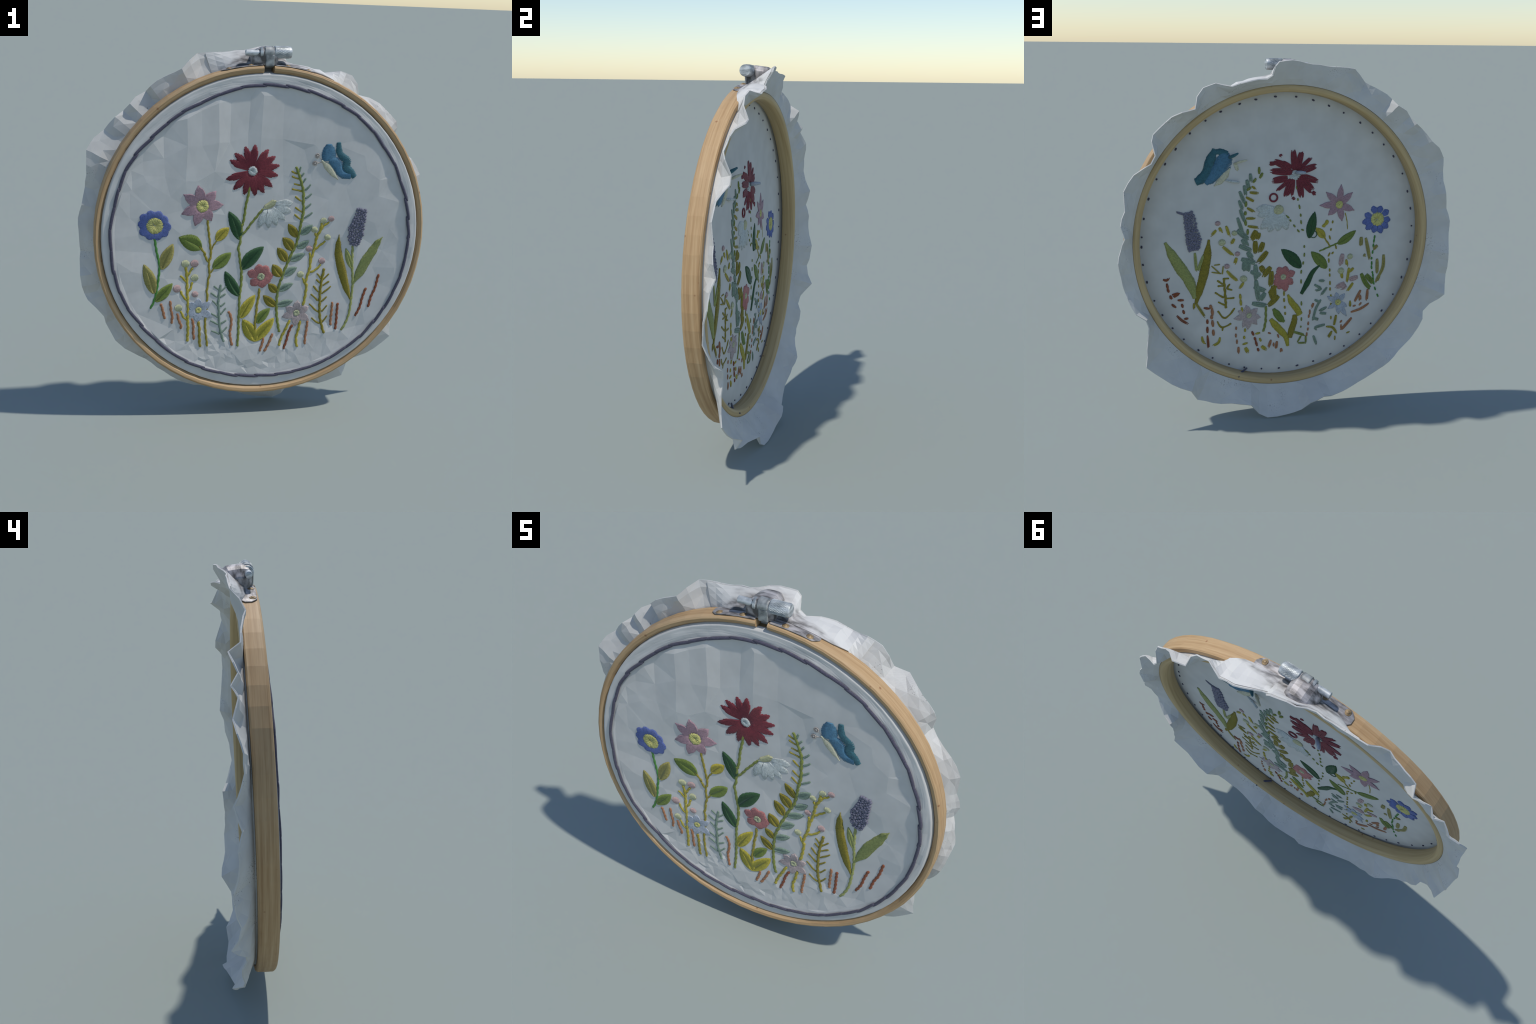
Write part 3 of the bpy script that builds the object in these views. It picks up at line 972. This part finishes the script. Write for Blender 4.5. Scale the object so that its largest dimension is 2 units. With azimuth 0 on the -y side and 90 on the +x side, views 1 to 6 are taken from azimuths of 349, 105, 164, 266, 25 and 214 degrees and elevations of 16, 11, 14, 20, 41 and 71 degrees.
# ---- red daisy, loose ends and loops ---------------------------------------
dashes('red', [(-45, 1390), (-38, 1501)], [(-58, 1389), (-86, 1491)], [(-77, 1381), (-172, 1410)], [(-77, 1360), (-183, 1324)], [(-68, 1346), (-88, 1238)], [(-32, 1340), (7, 1249)], [(-6, 1348), (85, 1337)], [(-36, 1379), (91, 1389)], [(-28, 1401), (71, 1442)], [(-81, 1346), (-152, 1278)], width=29)
dashes('red', [(-69, 1392), (-141, 1456)], [(-21, 1341), (56, 1283)], [(-40, 1347), (-30, 1247)], [(68, 1432), (102, 1431)], [(-35, 1404), (22, 1441)], [(-96, 1309), (-142, 1264)], [(37, 1482), (33, 1469)], [(-34, 1227), (-45, 1238)], [(-152, 1266), (-169, 1250)], width=17)
ring((77, 1243), 22, 'red')
dashes('white', [(-28, 1379), (-81, 1360)], [(-32, 1351), (-66, 1346)], [(-14, 1352), (-40, 1361)], width=17)
# ---- white flower ----------------------------------------------------------
fan('white', [(66, 1180), (176, 1181), (65, 1169), (166, 1145), (58, 1161), (149, 1068), (51, 1157), (105, 1047), (43, 1157), (49, 1050), (32, 1160), (-5, 1056)], 52)
bud((47, 1172), 29, 'calyx')
# ---- running stitches of the tall stem --------------------------------------
dots('stem_green', [(-59, 1293), (-66, 1226), (-76, 1184), (-84, 1136), (-87, 1096), (-96, 1051), (-6, 1131), (-23, 1109), (-47, 1077), (-71, 1047)], 9)
dots('stem_green', [(-108, 954), (-109, 906), (-103, 858), (-92, 807), (-92, 750), (-97, 616)], 9)
dots('stem_green', [(-93, 748), (-96, 621), (-99, 522), (-97, 476)], 8)
# ---- dark green leaves -----------------------------------------------------
leaf((-136, 1002), (-169, 1151), 56, 'dark_green')
ring((-162, 1022), 20, 'dark_green')
leaf((-89, 832), (28, 946), 65, 'dark_green')
patch([(-96, 678), (-132, 742), (-161, 800), (-203, 837)], [22, 34, 27, 11], 'dark_green')
# ---- mauve lily ------------------------------------------------------------
flower((-319, 1184), [(-329, 1298), (-236, 1259), (-198, 1185), (-250, 1126), (-337, 1087), (-412, 1146), (-400, 1250)], 38, 'mauve', 'yellow', 23, pointed=True)
dots('olive', [(-279, 1086), (-269, 1043), (-263, 997), (-302, 938), (-282, 905), (-260, 897), (-259, 862), (-266, 805), (-267, 775), (-270, 727), (-272, 692), (-278, 648), (-280, 595)], 9)
s = leaf((-313, 957), (-424, 1027), 47, 'leaf_green')
stem([(-318, 962), (-268, 945), (-198, 920)], 'leaf_green', 7, s)
leaf((-246, 819), (-150, 921), 58, 'leaf_green', s)
stem([(-265, 946), (-226, 1002)], 'olive', 7, s)
leaf((-231, 999), (-176, 1058), 43, 'yellow_olive', s)
stem([(-251, 1097), (-221, 1060)], 'yellow_olive', 14, s)
stem([(-356, 1135), (-368, 1086), (-372, 1037)], 'olive', 4, s)
# ---- blue daisy ------------------------------------------------------------
flower((-557, 1087), [(-527, 1165), (-577, 1165), (-626, 1138), (-639, 1080), (-626, 1032), (-584, 1002), (-534, 1008), (-486, 1030), (-463, 1071), (-477, 1119)], 38, 'blue', 'yellow', 43)
dots('bright_green', [(-543, 982), (-540, 960), (-537, 933), (-534, 893), (-529, 856), (-531, 826), (-531, 801), (-538, 770), (-542, 752), (-545, 731), (-549, 705), (-559, 669), (-577, 626)], 9)
dashes('light_olive', [(-459, 988), (-458, 933)], [(-488, 981), (-517, 854)], [(-563, 851), (-567, 760)], [(-604, 874), (-603, 798), (-574, 734)], [(-584, 754), (-564, 709)], [(-477, 882), (-493, 871)], [(-564, 931), (-533, 908)], width=16)
dashes('leaf_green', [(-466, 768), (-495, 710), (-529, 671)], [(-498, 760), (-549, 700)], width=22)
# ---- bud sprig -------------------------------------------------------------
dashes('yellow_olive', [(-368, 860), (-375, 820)], [(-386, 809), (-376, 724)], [(-417, 806), (-389, 783)], [(-416, 716), (-381, 668)], [(-340, 782), (-346, 751)], width=12)
dashes('bud_pink', [(-344, 896), (-333, 827)], [(-363, 720), (-307, 694)], [(-446, 749), (-394, 738)], [(-374, 704), (-339, 686)], width=22)
bud((-391, 876), 17, 'pale_yellow')
bud((-337, 795), 19, 'pale_yellow')
# ---- pale star -------------------------------------------------------------
flower((-324, 606), [(-255, 647), (-310, 666), (-366, 654), (-262, 572), (-331, 531), (-381, 514), (-382, 574)], 29, 'pale_blue', 'yellow', 19, pointed=True)
dashes('olive', [(-315, 528), (-302, 458)], [(-254, 462), (-294, 454), (-320, 420)], [(-291, 431), (-267, 391)], [(-401, 608), (-402, 568)], width=12)
dots('olive', [(-282, 515), (-279, 594), (-279, 645), (-271, 689), (-270, 726), (-267, 774), (-311, 386), (-394, 413)], 9)
# ---- small fern ------------------------------------------------------------
dashes('grey_green', [(-200, 746), (-234, 744)], [(-174, 725), (-214, 697), (-177, 688)], [(-253, 702), (-215, 658)], [(-177, 634), (-209, 616)], [(-216, 631), (-186, 579), (-169, 506)], [(-253, 583), (-207, 561)], [(-211, 549), (-263, 541)], [(-165, 526), (-205, 510)], [(-246, 475), (-186, 464), (-193, 448)], [(-176, 413), (-196, 359)], width=12)
# ---- rust stitches ---------------------------------------------------------
dashes('rust', [(-467, 667), (-433, 601)], [(-464, 638), (-466, 602)], [(-512, 669), (-507, 598)], [(-408, 536), (-472, 554), (-520, 581)], [(-414, 503), (-348, 431)], [(-169, 615), (-159, 585)], [(44, 398), (51, 355)], [(81, 410), (95, 360)], [(274, 384), (273, 345)], [(18, 352), (17, 328)], width=12)
dots('rust', [(-429, 574), (-467, 582), (-347, 485), (-348, 453), (-149, 562), (-144, 537), (-142, 492), (-141, 457), (-135, 425), (288, 498), (289, 454), (283, 416), (65, 379), (39, 430), (92, 452)], 10)
# ---- coral flower ----------------------------------------------------------
flower((15, 785), [(47, 843), (-1, 846), (-54, 809), (-43, 739), (-2, 696), (41, 712), (70, 739), (69, 789)], 44, 'coral', 'pale_yellow', 17)
dots('olive', [(9, 686), (8, 646), (3, 603), (0, 565)], 10)
patch([(-15, 674), (-37, 630), (-69, 589), (-89, 552)], [14, 36, 40, 35], 'yellow_leaf')
patch([(-58, 550), (-56, 512), (-41, 462), (-31, 415)], [28, 36, 40, 31], 'fern_olive')
patch([(85, 535), (60, 502), (20, 456), (-8, 421), (-21, 365)], [24, 41, 41, 31, 19], 'yellow_leaf')
patch([(69, 596), (50, 567), (26, 534), (6, 517)], [21, 41, 40, 17], 'leaf_green')
dashes('stem_green', [(-83, 375), (-130, 374)], [(-129, 418), (-130, 374)], [(-79, 379), (-101, 421)], width=8)
dashes('stem_green', [(-50, 449), (-89, 434), (-125, 418)], width=12)
# ---- tall fern -------------------------------------------------------------
dashes('grey_green', [(208, 1381), (206, 1334)], [(229, 1348), (217, 1297)], [(243, 1317), (234, 1261)], [(269, 1286), (238, 1211)], [(273, 1235), (252, 1179)], [(266, 1184), (238, 1108)], [(283, 1139), (247, 1034)], width=15)
dashes('grey_green', [(284, 1069), (220, 1014)], [(256, 1016), (224, 978)], [(272, 980), (200, 948)], [(224, 942), (195, 899)], [(260, 903), (175, 874)], [(240, 890), (243, 837)], [(219, 885), (223, 828)], [(179, 866), (174, 775)], [(207, 827), (145, 802)], [(186, 739), (119, 709)], [(174, 775), (160, 654)], [(197, 640), (114, 621)], [(119, 697), (152, 653)], width=22)
stem([(110, 616), (115, 604), (116, 526), (128, 465)], 'stem_green', 10)
dashes('olive', [(201, 1311), (180, 1296)], [(213, 1277), (168, 1272)], [(234, 1252), (187, 1227)], [(227, 1192), (189, 1169)], [(233, 1132), (186, 1132)], [(224, 1089), (162, 1079)], width=11)
dots('stem_green', [(234, 1213), (237, 1162), (236, 1109), (224, 1056), (159, 1396), (147, 1368), (217, 1297), (185, 1342)], 14)
dashes('fern_olive', [(176, 1063), (200, 1005)], [(160, 1050), (172, 1011)], [(180, 1003), (179, 931)], [(135, 993), (155, 938)], [(110, 939), (163, 877)], [(150, 856), (129, 822)], [(89, 848), (133, 793)], [(84, 823), (91, 736)], [(58, 738), (94, 686)], [(40, 674), (101, 620)], [(74, 735), (69, 672)], [(90, 707), (64, 642)], width=24)
# ---- lavender --------------------------------------------------------------
knots([(554, 1176), (543, 1123), (539, 1081), (526, 1030), (524, 964)], [40, 67, 56, 83, 54], 8, 'lavender', 120)
dashes('lavender', [(565, 1165), (614, 1181)], width=10)
patch([(681, 1014), (640, 935), (597, 863), (552, 790), (522, 694)], [17, 53, 64, 58, 28], 'lavender_leaf')
patch([(442, 1019), (452, 930), (472, 827), (496, 740), (516, 664)], [14, 47, 51, 44, 19], 'fern_olive')
dashes('lavender_leaf', [(520, 952), (512, 847)], [(472, 937), (506, 846)], width=13)
dashes('olive', [(519, 664), (468, 582)], [(528, 664), (528, 631)], width=10)
# ---- bud sprig by the lavender ---------------------------------------------
dashes('yellow_olive', [(383, 1088), (369, 1059)], [(401, 1074), (429, 1043)], [(346, 1095), (327, 1038)], [(299, 1022), (318, 991)], [(365, 979), (308, 928)], [(287, 913), (299, 875)], [(344, 840), (312, 805), (279, 778)], [(247, 768), (267, 736)], width=13)
bud((392, 1111), 14, 'bud_pink')
bud((299, 1053), 15, 'pale_yellow')
bud((369, 1003), 19, 'pale_yellow')
bud((282, 934), 14, 'bud_pink')
bud((342, 866), 15, 'bud_pink')
bud((247, 788), 20, 'pale_yellow')
dashes('olive', [(429, 873), (376, 821)], [(429, 837), (368, 825)], [(364, 869), (368, 825)], [(415, 876), (379, 878)], width=5)
dots('yellow_olive', [(265, 684), (262, 649), (254, 606)], 13)
# ---- olive fern ------------------------------------------------------------
s = stem([(360, 800), (351, 689), (347, 622)], 'fern_olive', 10)
bars('fern_olive', 9, s, [(360, 794), (330, 796)], [(397, 788), (366, 762)], [(395, 753), (360, 755)], [(324, 763), (340, 737), (311, 727)], [(411, 718), (359, 685)], [(299, 681), (347, 678)], [(393, 661), (351, 641)], [(395, 609), (351, 564), (295, 620)], [(398, 547), (368, 509), (317, 530)], [(366, 509), (368, 488)])
# ---- brown grass -----------------------------------------------------------
dashes('brown', [(697, 810), (678, 803), (664, 816)], [(660, 717), (651, 688)], [(650, 720), (611, 726), (643, 704)], [(624, 598), (597, 569), (564, 546)], [(453, 468), (447, 395)], width=11)
dots('brown', [(674, 770), (670, 746), (640, 655), (602, 686), (593, 653), (586, 616), (572, 576), (457, 629), (453, 550), (453, 501)], 13)
dots('rust', [(433, 636), (425, 606), (429, 575), (423, 537), (419, 482)], 15)
dashes('yellow_olive', [(485, 464), (479, 434), (463, 420)], [(382, 451), (390, 422), (422, 403)], width=11)
# ---- low pink lily ---------------------------------------------------------
flower((214, 569), [(232, 632), (279, 601), (303, 555), (164, 607), (146, 552), (166, 511), (219, 485), (251, 499)], 35, 'low_pink', 'pale_yellow', 16, pointed=True)
dots('yellow_olive', [(265, 684), (262, 649), (236, 482), (240, 438), (235, 400), (161, 457), (145, 416)], 12)
dashes('yellow_olive', [(232, 377), (215, 339)], [(138, 376), (110, 353)], width=17)
dots('brown', [(190, 459), (176, 424), (168, 395), (157, 356)], 13)
# ---- butterfly -------------------------------------------------------------
w = patch([(405, 1515), (426, 1462), (444, 1418), (449, 1387), (481, 1356), (508, 1342)], [27, 54, 49, 58, 54, 40], 'teal')
patch([(403, 1502), (371, 1503), (335, 1493)], [27, 34, 27], 'teal', w)
patch([(351, 1494), (353, 1460), (363, 1429), (399, 1394), (427, 1359), (454, 1333)], [54, 90, 90, 76, 58, 27], 'wing_blue', w)
patch([(324, 1410), (349, 1375), (377, 1344), (407, 1320)], [11, 38, 34, 7], 'cream', w)
dashes('cream', [(298, 1441), (287, 1422), (280, 1400)], width=15)

# ------------------------------------------------------- navy running border
# radius of the border by angle (degrees), it wanders a little
BORDER = [(12, .797), (35, .795), (57, .800), (78, .795), (92, .795), (116, .783), (134, .790),
          (152, .806), (165, .802), (185, .806), (200, .808), (222, .798), (245, .795), (270, .790),
          (300, .803), (325, .806), (345, .804)]


def border_radius(deg):
    deg %= 360
    B = [(BORDER[-1][0] - 360, BORDER[-1][1])] + BORDER + [(BORDER[0][0] + 360, BORDER[0][1])]
    for (a, r), (b, q) in zip(B, B[1:]):
        if a <= deg <= b:
            return r + (q - r) * smooth01((deg - a) / (b - a))
    return 0.8


def border_point(deg):
    r = border_radius(deg)
    return 0.018 + r * cos(radians(deg)), 1.010 + r * sin(radians(deg))


SIDE = -1
edge = 0.0
first = None
while edge < 359.5:
    span = min(rng.uniform(6.6, 8.6), 360 - edge)
    k = 9
    jog = rng.uniform(-.0055, .0055)
    line, rad = [], []
    for i in range(k):
        d = edge - 0.7 + (span + 1.4) * i / (k - 1)
        x, z = border_point(d)
        o = jog * (i / (k - 1) - .5) * 2
        line.append((x + cos(radians(d)) * o, z + sin(radians(d)) * o))
        rad.append(0.0086 * (0.86 + 0.14 * sin(pi * i / (k - 1))))
    T = Threads()
    T.strand(line, rad, 0.0060, sides=8, taper=0.75)
    ob = T.build('border_stitch', 'navy', line[0])
    edge += span
SIDE = 1
edge = 3.0
while edge < 361:
    x, z = border_point(edge)
    x, z = x - 0.010 * cos(radians(edge)), z - 0.010 * sin(radians(edge))
    a = radians(edge + 90) + rng.uniform(-.3, .3)
    h = rng.uniform(.004, .008)
    T = Threads()
    T.strand([(x - cos(a) * h, z - sin(a) * h), (x, z), (x + cos(a) * h, z + sin(a) * h)], 0.0055, 0.0015, sides=7, taper=.7)
    T.build('border_stitch', 'navy', (x, z))
    edge += rng.uniform(6.6, 8.6)


def tube(name, pts, radii, mat, parent=None, sides=10, smooth=True):
    """Free tube through 3D points with a radius at each."""
    verts, faces = [], []
    P = [Vector(p) for p in pts]
    n = len(P)
    for i, p in enumerate(P):
        d = (P[min(n - 1, i + 1)] - P[max(0, i - 1)]).normalized()
        ref = Vector((0, 0, 1)) if abs(d.z) < 0.9 else Vector((0, 1, 0))
        u = d.cross(ref).normalized(); w = d.cross(u)
        for s in range(sides):
            b = 2 * pi * s / sides
            verts.append(p + (u * cos(b) + w * sin(b)) * radii[i])
    for i in range(n - 1):
        for s in range(sides):
            q = (s + 1) % sides
            faces.append((i * sides + s, i * sides + q, (i + 1) * sides + q, (i + 1) * sides + s))
    faces.append(tuple(range(sides)))
    faces.append(tuple((n - 1) * sides + s for s in range(sides)))
    return add_object(name, verts, faces, mat, parent, smooth, P[0])


# the fastened-off end of the border thread lies on the inside of the ring
tail_thread = tube('thread_end', [(0.225, -0.080, 0.252), (0.262, -0.060, 0.236), (0.292, -0.042, 0.229), (0.302, -0.022, 0.232)],
                   [0.005, 0.007, 0.008, 0.004], thread('navy'))
tube('thread_end', [(0.292, -0.042, 0.229), (0.283, -0.026, 0.226), (0.290, -0.010, 0.229)], [0.006, 0.005, 0.003], thread('navy'), tail_thread)
# a loose tag of thread stands off the back of the red daisy
tube('thread_tag', [(-0.056, -0.066, 1.377), (-0.074, -0.046, 1.380), (-0.095, -0.024, 1.380)], [0.012, 0.012, 0.008], thread('pale_blue'), None, 6)
# loose ends behind the butterfly
tube('thread_tag', [(0.325, -0.072, 1.470), (0.305, -0.054, 1.482), (0.285, -0.033, 1.497)], [0.008, 0.010, 0.005], thread('teal'), None, 6)
tube('thread_tag', [(0.300, -0.072, 1.436), (0.270, -0.048, 1.450), (0.238, -0.024, 1.461)], [0.004, 0.008, 0.005], thread('cream'), None, 6)
tube('thread_tag', [(0.349, -0.072, 1.348), (0.315, -0.064, 1.341), (0.275, -0.050, 1.338)], [0.004, 0.007, 0.006], thread('white'), None, 6)

# ----------------------------------------------------------------- screw clamp
def curved_plate(a0, a1, y0, y1, round_end):
    """Steel strap bent round the outside of the outer ring."""
    verts, faces = [], []
    n = 16
    for i in range(n + 1):
        t = i / n
        a = a0 + (a1 - a0) * t
        # rounded far end
        k = smooth01((1 - t) / 0.16) if round_end else 1
        k = sqrt(max(0.0, min(1.0, 1 - (1 - k) ** 2))) if k < 1 else 1
        mid, half = (y0 + y1) / 2, (y1 - y0) / 2 * max(0.35, k)
        for r in (R_OUT + 0.0012, R_OUT + 0.0052):
            for s in (-1, 1):
                x, z = polar(a, r)
                verts.append((x, plane(x, z) + mid + s * half, z))
    for i in range(n):
        p, q = i * 4, i * 4 + 4
        for s, e in ((0, 1), (1, 3), (3, 2), (2, 0)):
            faces.append((p + s, p + e, q + e, q + s))
    faces.append((0, 1, 3, 2)); faces.append((n * 4, n * 4 + 1, n * 4 + 3, n * 4 + 2))
    return verts, faces


def bevel(ob, w, segs=2):
    b = ob.modifiers.new('edge', 'BEVEL')
    b.width = w; b.segments = segs; b.limit_method = 'ANGLE'; b.angle_limit = radians(35)


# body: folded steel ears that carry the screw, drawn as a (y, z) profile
prof = [(-0.062, 1.900), (-0.072, 1.930), (-0.074, 1.968), (-0.060, 1.990), (-0.02, 1.992), (0.045, 1.984),
        (0.062, 1.972), (0.050, 1.945), (0.022, 1.915), (-0.010, 1.896)]
slices = [(-0.075, 0.55, -0.030), (-0.045, 0.82, -0.006), (-0.020, 0.96, 0), (0.012, 0.98, 0.002), (0.040, 0.97, 0.001), (0.062, 0.74, -0.012)]
verts, faces = [], []
for x, k, dz in slices:
    for y, z in prof:
        verts.append((x, -0.012 + (y + 0.012) * k, 1.905 + (z - 1.905) * (0.6 + 0.4 * k) + dz))
m = len(prof)
for i in range(len(slices) - 1):
    for s in range(m):
        q = (s + 1) % m
        faces.append((i * m + s, i * m + q, (i + 1) * m + q, (i + 1) * m + s))
faces.append(tuple(range(m))); faces.append(tuple((len(slices) - 1) * m + s for s in range(m)))
clamp = add_object('screw_clamp', verts, faces, mat_bracket, None, False, (0.012, -0.02, 1.95))
bevel(clamp, 0.005)

aR0, aR1 = atan2(1.90 - CZ, 0.048 - CX), atan2(1.862 - CZ, 0.262 - CX)
aL0, aL1 = atan2(1.90 - CZ, -0.018 - CX), atan2(1.875 - CZ, -0.228 - CX)
for a0, a1 in ((aR0, aR1), (aL0, aL1)):
    v, f = curved_plate(a0, a1, 0.008, 0.084, True)
    o = add_object('bracket', v, f, mat_bracket, clamp, True, polar(a0, R_OUT)[:1] + (-0.05,) + polar(a0, R_OUT)[1:])
    bevel(o, 0.0015)


def lathe_x(name, x0, prof, y, z, mat, parent, sides=28, smooth=True):
    """Turned part with its axis along x: profile of (offset, radius)."""
    ob = tube(name, [(x0 + d, y, z) for d, _ in prof], [r for _, r in prof], mat, parent, sides, smooth)
    ob.data.set_sharp_from_angle(angle=radians(32))
    return ob


KY, KZ = -0.044, 1.966
knob = lathe_x('knob', 0.038, [(0, .022), (.002, .027), (.006, .0300), (.086, .0300), (.092, .0265), (.0935, .004)], KY, KZ, mat_steel, clamp, 36)
# knurling: fine crossed ribs
T = []
verts, faces = [], []
for h in range(26):
    for way in (-1, 1):
        pr = []
        for i in range(9):
            t = i / 8
            a = 2 * pi * h / 26 + way * t * 0.9
            pr.append((0.046 + 0.070 * t, a))
        base = len(verts)
        for x, a in pr:
            for da, rr in ((-.035, .0292), (0, .0308), (.035, .0292)):
                verts.append((x, KY + rr * cos(a + da), KZ + rr * sin(a + da)))
        for i in range(8):
            for s in range(2):
                p = base + i * 3 + s
                faces.append((p, p + 1, p + 4, p + 3))
add_object('knurling', verts, faces, mat_steel, knob, False, (0.08, KY, KZ), 'stuff')
bolt = lathe_x('bolt', -0.108, [(0, .010), (.003, .0150), (.085, .0165), (.10, .0165)], KY - .004, KZ - .006, mat_steel, clamp, 20)
lathe_x('washer', -0.034, [(0, .018), (.002, .0255), (.014, .0275), (.018, .022)], KY - .004, KZ - .004, mat_steel, clamp, 24)
lathe_x('collar', -0.012, [(0, .024), (.004, .029), (.044, .029), (.049, .025)], KY - .002, KZ, mat_dark, clamp, 24)
# upright post between the two ends of the ring
verts = [(x, y, z) for x in (-0.006, 0.040) for y, z in ((-0.072, 1.898), (-0.074, 1.955), (-0.035, 1.955), (-0.035, 1.885))]
post = add_object('clamp_post', verts, [(0, 1, 2, 3), (4, 5, 6, 7), (0, 1, 5, 4), (1, 2, 6, 5), (2, 3, 7, 6), (3, 0, 4, 7)], mat_dark, clamp, False, (0.017, -0.05, 1.92))
bevel(post, 0.006, 3)

# brass rivets through the straps
for x in (-0.190, -0.079, 0.113, 0.221):
    a = math.acos((x - CX) / R_OUT)
    r0 = R_OUT + 0.003
    pts, rad = [], []
    for d, r in ((0, .0155), (.003, .0155), (.0045, .012), (.0050, .0075), (.0075, .006), (.008, .003)):
        px, pz = polar(a, r0 + d)
        pts.append((px, plane(px, pz) + 0.026, pz)); rad.append(r)
    tube('rivet', pts, rad, mat_brass, clamp, 14)
